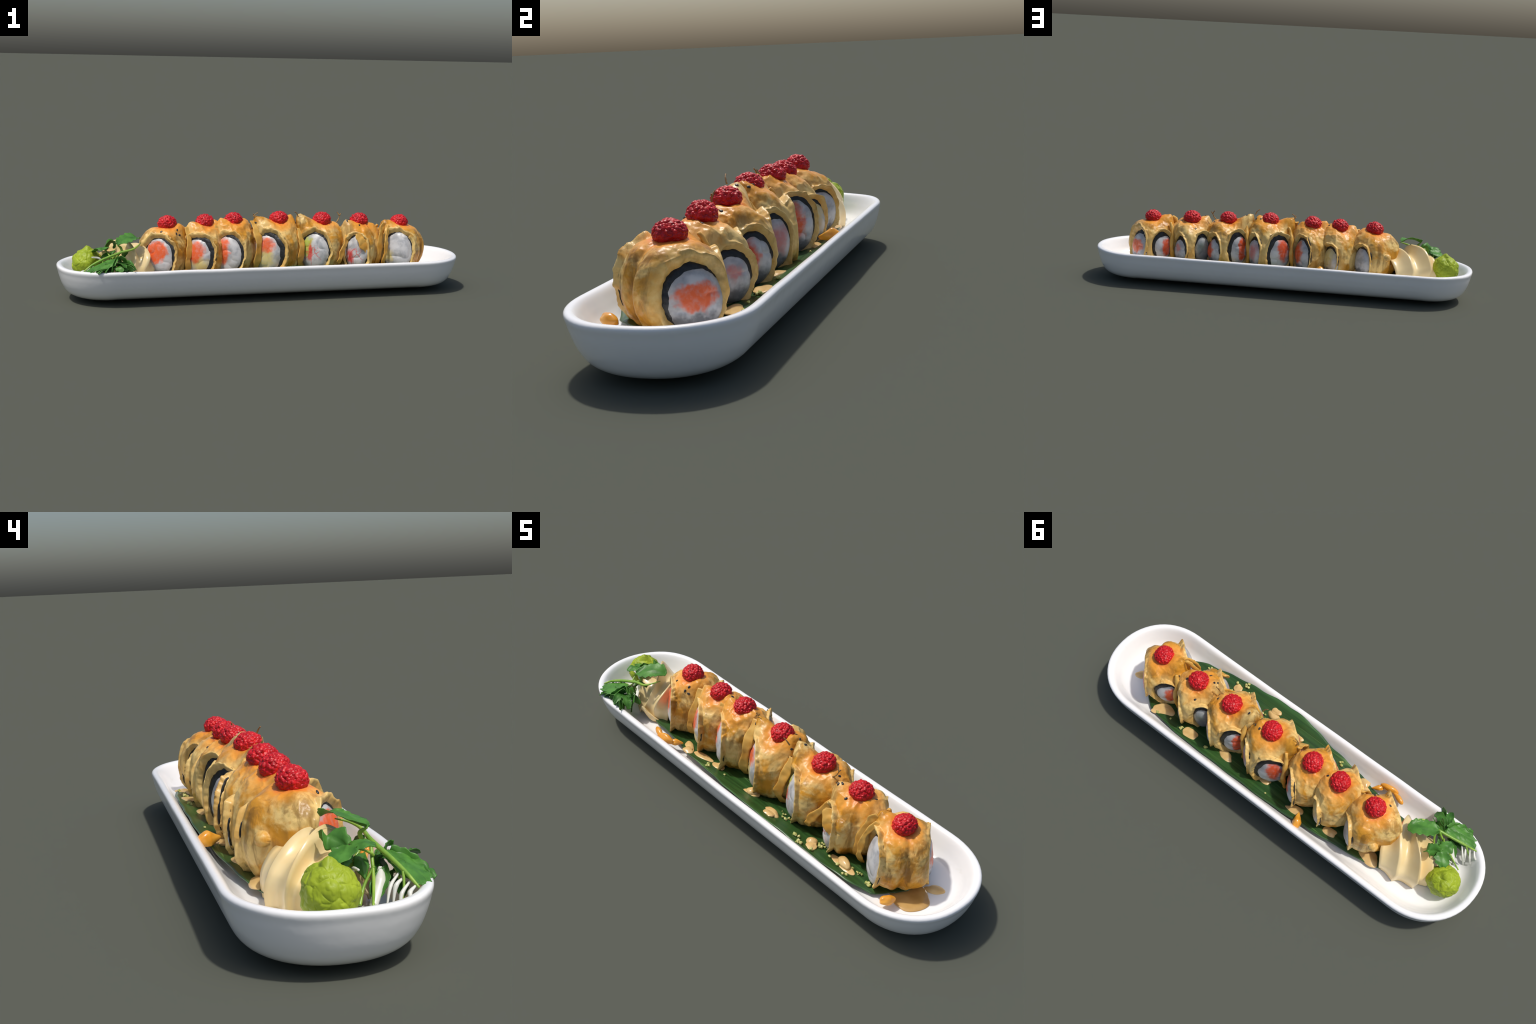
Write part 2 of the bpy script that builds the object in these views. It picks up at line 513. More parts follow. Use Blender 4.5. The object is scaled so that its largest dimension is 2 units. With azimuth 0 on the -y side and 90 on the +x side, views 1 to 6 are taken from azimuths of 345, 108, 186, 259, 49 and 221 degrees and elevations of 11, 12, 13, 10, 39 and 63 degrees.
def build_roll(i, x, y, ztop, bh, windows, peaks, roe_at, axis_deg=48, lumps=(), pleats=(), folds=1., toast=.6):
    c = V(x, y, .190)
    par = empty('sushi_roll', (x, y, .112), 'sushi roll in golden omelette topped with red roe', 'sushi roll')
    a, b = az(axis_deg), az(axis_deg - 90)
    wins = []
    for w in windows:
        P = V(*w['at']); n = az(w['az']); n = unit(n + V(0, 0, w.get('tilt', .10 if w['az'] == F else .03)))
        e1 = unit(np.cross((0, 0, 1), n))
        wins.append((P, n, e1, w['ru'], w['rv'], w))
    U = SPH
    A = np.mean([abs((P - c) @ n) for P, n, *_ in wins[:2]]) + .002
    ua, ub, uz = U @ a, U @ b, U[:, 2]
    Z = np.where(uz > 0, ztop - c[2], .112)
    # a short fat log lying along axis a: round section, nearly flat ends
    pz = np.where(uz > 0, 2.15, 2.3)
    disc = (np.abs(ub / bh) ** pz + np.abs(uz / Z) ** pz) ** (1 / pz)
    At = A * (1 - .08 * sstep(.15, .95, uz) - .12 * sstep(.1, .8, -uz))      # ends lean in towards top and foot
    r = (disc ** 4 + np.abs(ua / At) ** 4) ** (-1 / 4)
    # corners where the egg sheet is pinched up into tents
    for (px, py, pz, sg) in peaks:
        d = V(px, py, pz) - c
        L = np.linalg.norm(d); d = d / L
        an = np.arccos(np.clip(U @ d, -1, 1))
        r = r + (L - r[np.argmin(an)]) * np.exp(-(an / sg) ** 1.45)
    # broad sag, sharp folds and wrinkles of the sheet
    q = U * r[:, None] + c
    fold = 1 - np.abs(vnoise(q * V(1, 1, .45), 30, i * 7 + 1)) * 2
    r = r * (1 + .030 * vnoise(q, 15, i * 7 + 4) + .022 * folds * fold + .018 * vnoise(q, 40, i * 7 + 2) + .008 * vnoise(q, 90, i * 7 + 3))
    # deep vertical pleats
    ang = np.degrees(np.arctan2(U[:, 1], U[:, 0]))
    for (pa, depth, wd) in pleats:
        da = (ang - pa - 10 * uz + 180) % 360 - 180
        r = r - depth * (np.exp(-(da / wd) ** 2) - .55 * np.exp(-((da - 2.1 * wd) / wd) ** 2) - .55 * np.exp(-((da + 2.1 * wd) / wd) ** 2)) * (1 - np.abs(uz) ** 3)
    for (lx, ly, lz, lr) in lumps:
        d = V(lx, ly, lz) - c
        t = U @ d
        disc = lr * lr - (d @ d - t * t)
        rl = np.where((disc > 0) & (t > 0), t + np.sqrt(np.maximum(disc, 0)), 0)
        r = smax(r, rl, .022)
    # windows: lip, then a pit for the filling
    for (P, n, e1, ru, rv, w) in wins:
        d = (P - c) @ n
        un = U @ n
        ok = un > .25
        s = np.where(ok, d / np.maximum(un, .25), 0)
        hit = U * s[:, None] + c - P
        wob = 1 + .09 * vnoise(hit, 24, i + 5) + .045 * vnoise(hit, 70, i + 6)
        ht = hit @ np.cross(n, e1)
        rho = np.where(ok, np.hypot(hit @ e1 / ru, ht / np.where(ht < 0, rv * 1.25, rv)) * wob, 9)
        face = d / np.maximum(un, .25)
        # egg sheet ends level with the cut face, with a thick rounded lip
        ring = sstep(1.32, 1.08, rho) * ok
        r = r + ring * (np.clip(face - r, -.02, .032)) * .85
        r = r + (.0010 + .0060 * sstep(-.1, .55, uz)) * np.exp(-((rho - 1.11) / .10) ** 2) * (1 + .8 * vnoise(hit, 20, i + 8))
        pit = (d - .020) / np.maximum(un, .25)
        k = 1 - sstep(.97, 1.045, rho)
        r = r * (1 - k) + np.minimum(r, pit) * k
    v = U * r[:, None] + c
    v[:, 2] = np.maximum(v[:, 2], .0965)
    org = V(x, y, .2)
    wl = [(P - org, n, e1, ru, rv, w['az'] != F) for P, n, e1, ru, rv, w in wins]
    mound = V(*roe_at)
    mat = mat_omelette('omelette', wl, mound - org + V(0, 0, -.02), i, toast)
    wrap = mesh_obj('omelette_wrap', v, SPHF, mat, par, origin=org)
    WRAPS.append((v, par))
    for j, (P, n, e1, ru, rv, w) in enumerate(wins):
        seed = i * 10 + j
        nori = plug('seaweed_sheet', NORI, par, P - .006 * n, n, e1, ru * 1.0, rv * 1.0, .004, .012, seed, .002, .06)
        ox, oz, sc = w.get('rice', (0, -.009, .94))
        rm = mat_rice('rice', w['patches'], seed, w.get('veins', False))
        plug('rice_filling', rm, par, P + ox * e1 + V(0, 0, oz) - .006 * n, n, e1, ru * (sc + .02), rv * (sc + .02),
             w.get('bulge', .019), .008, seed + 3, .0042, .025, 44, 130, org=P)
    rv_ = ROE_V[i % 3]
    th = i * 1.9
    R = np.array([[math.cos(th), -math.sin(th), 0], [math.sin(th), math.cos(th), 0], [0, 0, 1]])
    me = ROE_M[i % 3]
    ob = bpy.data.objects.new('roe_topping', me)
    COL.objects.link(ob)
    tilt = Matrix.Rotation(rnd.uniform(-.12, .12), 4, 'X') @ Matrix.Rotation(rnd.uniform(-.12, .12), 4, 'Y')
    attach(ob, Matrix.Translation(Vector(mound)) @ tilt @ Matrix.Rotation(th, 4, 'Z')
           @ Matrix.Diagonal((rnd.uniform(.96, 1.05), rnd.uniform(.96, 1.05), rnd.uniform(.95, 1.04), 1)), par)
    return par

ROE_V = [roe_mesh(s) for s in (3, 8, 21)]
ROE_M = []
for vv in ROE_V:
    me = bpy.data.meshes.new('roe_topping')
    me.from_pydata(vv.tolist(), [], SPHF.tolist())
    me.polygons.foreach_set('use_smooth', [True] * len(me.polygons))
    me.materials.append(ROE)
    ROE_M.append(me)

F, AA, BB = 233, 41, 127     # azimuths of front, far and left-far cut faces

def W(at, azm, ru, rv, patches, **k):
    return dict(at=at, az=azm, ru=ru, rv=rv, patches=patches, **k)

ROLLS = [
    dict(x=-.478, y=.012, ztop=.322, bh=.114, folds=.5, toast=.8, roe_at=(-.478, .006, .343),
         windows=[W((-.532, -.078, .205), F, .084, .100, [('salmon', -.008, .020, .054, .052, .2)], bulge=.016, rice=(-.002, -.004, .93)),
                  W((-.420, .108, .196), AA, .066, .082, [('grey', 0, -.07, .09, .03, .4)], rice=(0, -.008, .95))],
         peaks=[(-.415, -.01, .345, .30), (-.50, .10, .30, .4), (-.568, .07, .24, .5), (-.604, -.004, .280, .38), (-.560, .015, .326, .30)],
         lumps=[(-.553, .104, .219, .020)]),
    dict(x=-.296, y=.012, ztop=.324, bh=.110, toast=.55, roe_at=(-.296, .008, .345),
         windows=[W((-.342, -.086, .205), F, .084, .098, [('yellow', .01, -.045, .045, .035, .5), ('salmon', -.016, .014, .046, .048, .3)], rice=(-.009, -.006, .91)),
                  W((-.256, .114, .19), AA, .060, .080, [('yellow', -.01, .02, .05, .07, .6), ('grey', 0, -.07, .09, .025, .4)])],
         peaks=[(-.368, -.012, .349, .28), (-.240, .0, .358, .30), (-.27, -.11, .26, .3)],
         lumps=[(-.235, .112, .262, .020)]),
    dict(x=-.153, y=.012, ztop=.332, bh=.110, toast=.6, roe_at=(-.153, .011, .351),
         windows=[W((-.198, -.084, .207), F, .082, .100, [('salmon', -.028, .012, .036, .062, .3)], rice=(-.004, -.004, .92)),
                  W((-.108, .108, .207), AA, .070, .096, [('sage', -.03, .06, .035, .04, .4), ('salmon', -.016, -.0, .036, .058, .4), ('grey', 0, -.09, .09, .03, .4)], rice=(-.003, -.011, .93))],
         peaks=[(-.220, -.005, .364, .28), (-.095, .0, .362, .32), (-.12, -.11, .27, .3)],
         lumps=[(-.157, -.126, .132, .022)]),
    dict(x=.074, y=.012, ztop=.334, bh=.118, folds=.8, toast=.5, roe_at=(.074, .007, .353),
         windows=[W((.000, -.080, .208), F, .088, .103, [('yellow', -.012, -.03, .05, .05, .5), ('salmon', -.012, .034, .042, .036, .4)], rice=(-.010, -.008, .91)),
                  W((.144, .106, .20), AA, .058, .085, [('pink', .01, .0, .03, .04, .6), ('grey', 0, -.08, .09, .03, .4)]),
                  W((.008, .108, .205), BB, .074, .098, [('pale', -.02, -.04, .05, .05, .4), ('deep', .020, .018, .034, .062, .35)], rice=(.009, -.012, .89), bulge=.018)],
         peaks=[(-.050, -.005, .373, .28), (.135, .005, .372, .30), (.100, .125, .262, .35), (.11, -.11, .26, .3)]),
    dict(x=.297, y=.012, ztop=.328, bh=.114, toast=.75, roe_at=(.297, .012, .344),
         windows=[W((.230, -.086, .207), F, .082, .100, [('green', -.036, .02, .028, .050, .4), ('red', -.018, .0, .012, .040, .6)], veins=True, rice=(.0, -.004, .93)),
                  W((.356, .110, .192), AA, .064, .078, [('deep', -.024, .0, .034, .050, .4), ('grey', 0, -.065, .09, .03, .4)], rice=(-.003, -.010, .93)),
                  W((.226, .100, .210), BB, .060, .090, [('deep', .022, -.006, .024, .066, .2)], rice=(.007, -.010, .90), bulge=.016)],
         peaks=[(.168, .005, .377, .26), (.370, -.01, .332, .30), (.29, .135, .27, .35), (.335, -.095, .27, .3)],
         lumps=[(.194, -.055, .288, .022)]),
    dict(x=.492, y=.010, ztop=.318, bh=.110, folds=1.3, toast=.7, roe_at=(.492, .010, .334),
         windows=[W((.442, -.100, .197), F, .062, .092, [('red', -.03, -.02, .016, .03, .6)], veins=True, rice=(0, -.002, .95)),
                  W((.536, .106, .182), AA, .064, .074, [('pink', 0, .008, .022, .020, .7), ('grey', 0, -.06, .09, .03, .4)], rice=(-.003, -.011, .93)),
                  W((.416, .086, .19), BB, .046, .085, [('sage', 0, -.02, .04, .06, .5), ('grey', 0, -.05, .06, .05, .6)])],
         peaks=[(.412, -.02, .344, .28), (.560, -.01, .326, .28), (.49, .135, .25, .4)],
         lumps=[(.462, -.118, .262, .022), (.410, .078, .258, .026), (.510, -.095, .245, .024)], pleats=[(-58, .010, 9)]),
    dict(x=.705, y=.008, ztop=.316, axis_deg=47, bh=.120, folds=.6, toast=1., roe_at=(.705, .006, .325),
         windows=[W((.662, -.094, .198), F, .080, .100, [('yellow', -.045, -.03, .022, .03, .5)], rice=(0, -.002, .97), bulge=.02),
                  W((.768, .085, .182), 40, .083, .090, tilt=.14, patches= [('salmon', .006, .002, .054, .036, .25), ('grey', 0, -.075, .09, .035, .3)], rice=(.004, -.008, .93)),
                  W((.630, .098, .194), BB, .058, .076, [('deep', .020, -.01, .026, .045, .3)], rice=(.006, -.009, .91), bulge=.016)],
         peaks=[(.612, -.015, .346, .26), (.705, .14, .22, .4), (.755, -.085, .285, .35)],
         pleats=[(-41, .009, 7)]),
]

# loose strips of egg that hang down in front of the next roll
FLAPS = [(1, [(-.387, -.020, .330), (-.386, -.064, .255), (-.392, -.080, .165), (-.388, -.055, .112)], .016),
         (3, [(-.064, -.005, .350), (-.046, -.064, .270), (-.058, -.078, .165), (-.058, -.052, .112)], .019),
         (4, [(.168, -.021, .310), (.167, -.074, .233), (.162, -.086, .170), (.162, -.058, .112)], .018),
         (5, [(.416, -.036, .290), (.388, -.080, .231), (.356, -.110, .178), (.345, -.108, .15)], .015),
         (5, [(.446, -.098, .290), (.458, -.117, .262), (.482, -.122, .225), (.508, -.114, .180)], .024),
         (6, [(.610, -.030, .330), (.591, -.045, .289), (.574, -.070, .215), (.568, -.076, .165), (.568, -.05, .112)], .016),
         (6, [(.626, -.045, .318), (.606, -.080, .255), (.594, -.092, .18), (.594, -.06, .112)], .011),
         (2, [(-.250, -.02, .335), (-.252, -.072, .255), (-.258, -.090, .170), (-.256, -.06, .112)], .012),
         (3, [(-.032, .040, .330), (-.052, .080, .260), (-.058, .095, .180), (-.058, .090, .115)], .011),
         (4, [(.200, .035, .335), (.180, .080, .265), (.172, .096, .190), (.172, .092, .115)], .011),
         (6, [(.600, .040, .310), (.586, .072, .250), (.580, .090, .180), (.580, .088, .115)], .011),
         (5, [(.385, .055, .285), (.372, .080, .235), (.366, .090, .180), (.366, .086, .115)], .010)]

def build_flaps():
    m = mat_plain('omelette_strip', (.70, .42, .10), (.60, .29, .04), 18, .42, .0, .25, .35)
    for (k, pts, w) in FLAPS:
        n, S = 14, 44
        P = catmull(pts, S)
        T = np.gradient(P, axis=0); T /= np.linalg.norm(T, axis=1)[:, None]
        out = V(.35, -.94, 0)
        vs = []
        for j, (p, t) in enumerate(zip(P, T)):
            side = unit(np.cross(t, out)); nm = unit(np.cross(side, t))
            u = j / (S - 1)
            ww = w * (.55 + .45 * math.sin(math.pi * (.15 + .7 * u))) * (1 + .18 * math.sin(u * 17 + k))
            for a in np.linspace(0, 2 * math.pi, n, endpoint=False):
                vs.append(p + side * ww * math.cos(a) + nm * (.0055 * math.sin(a) + .004 * math.cos(a) ** 2) + side * .003 * math.sin(u * 9 + k * 2))
        f = [(j * n + a, j * n + (a + 1) % n, (j + 1) * n + (a + 1) % n, (j + 1) * n + a) for j in range(S - 1) for a in range(n)]
        f += [tuple(range(n))[::-1], tuple((S - 1) * n + a for a in range(n))]
        vs = np.array(vs)
        vs += np.stack([vnoise(vs, 60, 5 + k), vnoise(vs, 60, 6 + k), vnoise(vs, 60, 7 + k)], -1) * .0022
        ob = mesh_obj('omelette_strip', vs, f, m, WRAPS[k][1], origin=vs.mean(0))
        fix_normals(ob)

def build_rolls():
    for i, d in enumerate(ROLLS):
        build_roll(i, **d)
    build_flaps()

# ------------------------------------------------------------------ soft heaps
def blob(name, mat, at, radii, rot=0., seed=1, noise=.12, freq=1.6, flat=-.35, n=22, parent=None, lean=0., tail=0.):
    """soft drop with a flattened underside"""
    d, f = cube_sphere(n)
    v = d * (1 + noise * vnoise(d, freq, seed))[:, None]
    v[:, 2] = np.maximum(v[:, 2], flat)
    if tail:
        k = np.clip(v[:, 0], 0, None)
        v[:, 0] += tail * k ** 2
        v[:, 1] *= 1 - .6 * np.clip(k, 0, 1); v[:, 2] *= 1 - .35 * np.clip(k, 0, 1)
    v = v * V(*radii)
    v[:, 0] += lean * v[:, 2]
    cs, sn = math.cos(rot), math.sin(rot)
    v = v @ np.array([[cs, sn, 0], [-sn, cs, 0], [0, 0, 1]])
    return mesh_obj(name, v + V(*at), f, mat, parent, origin=at)

def build_sauces():
    pale = mat_plain('peanut_sauce', (.62, .40, .15), (.72, .50, .21), 25, .32, .2, .1)
    oran = mat_plain('orange_sauce', (.72, .29, .02), (.84, .40, .05), 18, .25, .3, .1)
    # shallow pools (x, y, length, width, turn)
    pools = [(.620, .140, .052, .030, .3), (.438, .158, .034, .026, 0), (.240, .140, .042, .020, -.2), (.03, .120, .030, .016, 0),
             (-.165, .150, .040, .022, .3), (-.345, .128, .032, .020, .1), (-.545, .112, .050, .030, -.3),
             (.422, -.160, .020, .028, .4), (.200, -.172, .022, .018, 0), (-.325, -.150, .022, .020, 0),
             (-.345, -.124, .042, .018, -.5), (-.255, -.128, .042, .018, .2), (-.165, -.122, .026, .018, 0),
             (.055, -.132, .032, .020, .4), (.560, -.128, .055, .020, -.1), (.80, -.045, .070, .060, .9), (.84, .05, .035, .022, .6)]
    for j, (x, y, a, b, r) in enumerate(pools):
        z = leaf_z(x, y)
        ob = blob('sauce_pool', pale if j != 15 else mat_plain('brown_sauce', (.42, .24, .07), (.55, .34, .12), 12, .2, .3, .05),
                  (x, y, z + .002), (a * 1.1, b, .0075), r, 40 + j, .26, 1.15, -.4, n=34)
        tag(ob, 'shallow puddle of pale peanut coloured sauce', 'sauce')
    drops = [('sauce_drop', pale, (.197, -.151, .124), (.040, .020, .018), -.12, 2, 0.),
             ('sauce_drop', pale, (.405, -.140, .122), (.022, .022, .016), .5, 3, 0.),
             ('sauce_drop', pale, (.560, -.124, .122), (.034, .018, .016), -.4, 4, 0.),
             ('sauce_drop', pale, (.055, -.128, .126), (.026, .020, .018), .3, 9, 0.),
             ('sauce_drop', oran, (.785, -.137, .120), (.030, .018, .019), 1.1, 5, .0),
             ('sauce_drop', oran, (-.215, .192, .142), (.034, .020, .027), -1.1, 6, .3),
             ('sauce_drop', oran, (-.425, -.188, .139), (.044, .014, .021), .15, 7, .0),
             ('sauce_drop', oran, (-.480, -.178, .134), (.036, .012, .016), -.3, 8, .3),
             ('sauce_drop', oran, (-.385, -.165, .130), (.026, .014, .014), .7, 11, .2)]
    for (nm, m, at, rad, r, s, tail) in drops:
        tag(blob(nm, m, at, rad, r, s, .10, 1.5, -.55, tail=tail), 'glossy drop of thick sauce', 'sauce')

def build_wasabi():
    d, f = cube_sphere(70)
    r = np.random.RandomState(5)
    k = 46
    c = r.normal(0, 1, (k, 3)); c /= np.linalg.norm(c, axis=1)[:, None]
    dist = np.linalg.norm(d[:, None] - c[None], axis=2)
    srt = np.sort(dist, axis=1)
    crease = np.clip((srt[:, 1] - srt[:, 0] + .05 * vnoise(d, 5, 3)) / .30, 0, 1)
    rr = 1 + .065 * np.sqrt(crease) - .05 + .06 * vnoise(d, 1.9, 4) + .025 * vnoise(d, 5, 8) + .022 * (np.abs(vnoise(d, 7, 9)) ** .7 - .4)
    v = d * rr[:, None] * V(.072, .067, .071)
    # pinched peak and squat foot
    top = np.clip(d[:, 2], 0, 1)
    v[:, 2] += .009 * np.exp(-((1 - top) / .03) ** 1.0) * (top > 0)
    v[:, :2] *= (1 - .05 * top ** 2)[:, None]
    v += V(-.857, .020, .166)
    v[:, 2] = np.maximum(v[:, 2], .087)
    ob = mesh_obj('wasabi_ball', v, f, mat_wasabi(), origin=(-.860, .021, .09))
    tag(ob, 'lumpy lime green ball of wasabi paste', 'wasabi')

def build_swirl():
    """piped mayonnaise: sharp ridges that start from a pole at the front (-y),
    rise over the top and run down to the floor at the back (+y)"""
    ridges = [
        [(-.560, -.085, .088), (-.550, -.075, .150), (-.548, -.03, .185), (-.555, .03, .205), (-.575, .080, .203), (-.598, .116, .166), (-.606, .125, .130), (-.604, .120, .087)],
        [(-.606, -.112, .088), (-.604, -.117, .144), (-.589, -.120, .175), (-.576, -.112, .208), (-.580, -.079, .232), (-.596, -.033, .248), (-.620, .011, .255),
         (-.648, .048, .246), (-.670, .080, .225), (-.685, .110, .192), (-.693, .125, .165), (-.686, .133, .130), (-.682, .130, .087)],
        [(-.672, -.122, .130), (-.652, -.118, .165), (-.642, -.100, .210), (-.648, -.065, .250), (-.668, -.032, .271), (-.690, -.010, .275), (-.720, .015, .273), (-.746, .039, .262),
         (-.766, .064, .238), (-.780, .087, .205), (-.786, .100, .173), (-.778, .103, .138), (-.770, .100, .087)],
        [(-.700, -.122, .120), (-.722, -.105, .165), (-.742, -.075, .205), (-.765, -.035, .226), (-.788, .000, .222), (-.808, .030, .198), (-.820, .052, .160), (-.816, .058, .125), (-.81, .055, .087)],
        [(-.705, -.122, .088), (-.745, -.105, .115), (-.780, -.070, .135), (-.805, -.03, .145), (-.820, .0, .140), (-.828, .025, .120), (-.828, .030, .087)],
    ]
    n = 60
    C = [catmull(r, n) for r in ridges]
    core = catmull([(-.69, -.06, .10), (-.69, -.045, .12), (-.69, -.02, .13), (-.69, .01, .13), (-.70, .04, .12), (-.71, .06, .10)], n)
    rows = []
    for k in range(len(C) - 1):
        depth = (.12, .30, .36, .30)[k]
        for t in np.linspace(0, 1, 15)[:-1]:
            # asymmetric hollow: steep just after one ridge, long slope up to the next
            u = t ** 1.0
            p = C[k] * (1 - u) + C[k + 1] * u
            hol = depth * (np.sin(math.pi * t ** .62)) ** 1.1
            rows.append(p + (core - p) * hol * np.clip(np.sin(np.linspace(.25, math.pi - .12, n)), np.linspace(.1, .75, n), 1)[:, None])
    rows.append(C[-1])
    v = np.array(rows)
    nu = len(rows)
    # closing skin underneath
    under = np.array([[(p[0], p[1], .104) for p in (v[0] * (1 - s) + v[-1] * s)] for s in (0, .5, 1)])
    verts = v.reshape(-1, 3)
    f = grid_faces(nu, n)
    # front rosette face: fan from the pole to the front ends of the ridges
    pole = V(-.655, -.132, .150)
    ring = [i * n for i in range(nu)]
    mids = []
    base = len(verts)
    ext = []
    K = 6
    for i in range(nu):
        p = verts[ring[i]]
        for s in range(1, K + 1):
            t = s / K
            w = p * (1 - t) + pole * t
            w = w + V(0, -.010 * math.sin(math.pi * t), 0)
            ext.append(w)
    verts = np.vstack([verts, ext])
    for i in range(nu - 1):
        a = [ring[i]] + [base + i * K + s for s in range(K)]
        b = [ring[i + 1]] + [base + (i + 1) * K + s for s in range(K)]
        for s in range(K):
            f.append((a[s + 1], b[s + 1], b[s], a[s]))
    m = mat_plain('mayonnaise', (.80, .60, .28), (.86, .68, .36), 8, .3, .25, .05, sss=.1)
    ob = mesh_obj('mayonnaise_swirl', verts, f, m, origin=(-.69, 0, .11))
    fix_normals(ob)
    solid(ob, .006, -1)
    tag(ob, 'piped cream coloured mayonnaise swirl with sharp ridges', 'mayonnaise')

# ------------------------------------------------------------------ herb sprig
def tube(pts, radii, n=10, samples=40):
    P = catmull(pts, samples)
    R = np.interp(np.linspace(0, 1, samples), np.linspace(0, 1, len(radii)), radii)
    vs = []
    T = np.gradient(P, axis=0); T /= np.linalg.norm(T, axis=1)[:, None]
    ref = V(.13, .2, 1)
    for p, t, r in zip(P, T, R):
        u = unit(np.cross(t, ref)); w = np.cross(t, u)
        for k in range(n):
            a = 2 * math.pi * k / n
            vs.append(p + r * (math.cos(a) * u + math.sin(a) * w))
    f = []
    for i in range(samples - 1):
        for k in range(n):
            f.append((i * n + k, i * n + (k + 1) % n, (i + 1) * n + (k + 1) % n, (i + 1) * n + k))
    f.append(tuple(range(n))[::-1]); f.append(tuple((samples - 1) * n + k for k in range(n)))
    return np.array(vs), f

def leaflet(spine, side, width, shape=(0, .55, .95, 1., .8, .45, 0), teeth=5, depth=.14, cup=.25, curl=.0, seed=0, ns=40, nw=15):
    """blade along a spine: toothed margin, creased midrib, gentle cup"""
    S = catmull(spine, ns)
    T = np.gradient(S, axis=0); T /= np.linalg.norm(T, axis=1)[:, None]
    u = np.linspace(0, 1, ns)
    prof = np.interp(u, np.linspace(0, 1, len(shape)), shape)
    prof = np.convolve(np.pad(prof, 2, mode='edge'), np.ones(5) / 5, 'valid')
    prof[0] = max(prof[0], .05); prof[-1] = max(prof[-1], .03)
    vs = []
    for i in range(ns):
        sd = unit(np.asarray(side, float) - T[i] * (np.asarray(side, float) @ T[i]))
        nm = np.cross(T[i], sd)
        for j, s in enumerate(np.linspace(-1, 1, nw)):
            ph = u[i] * teeth + (.3 if s > 0 else 0) + seed * .37
            saw = 1 - depth * (1 - abs((ph % 1.) * 2 - 1) ** .8) * abs(s) ** 3
            w = width * prof[i] * saw
            vs.append(S[i] + sd * s * w + T[i] * (-abs(s) ** 2 * w * .18)
                      + nm * width * (cup * (s * s) - .06 * math.exp(-(s / .12) ** 2)
                                      + .05 * math.sin(u[i] * 9 + s * 3 + seed) + curl * (u[i] - .5) ** 2))
    return np.array(vs), grid_faces(ns, nw)

def join(parts):
    vs, fs, off = [], [], 0
    for v, f in parts:
        vs.append(v); fs += [tuple(k + off for k in q) for q in f]; off += len(v)
    return np.vstack(vs), fs

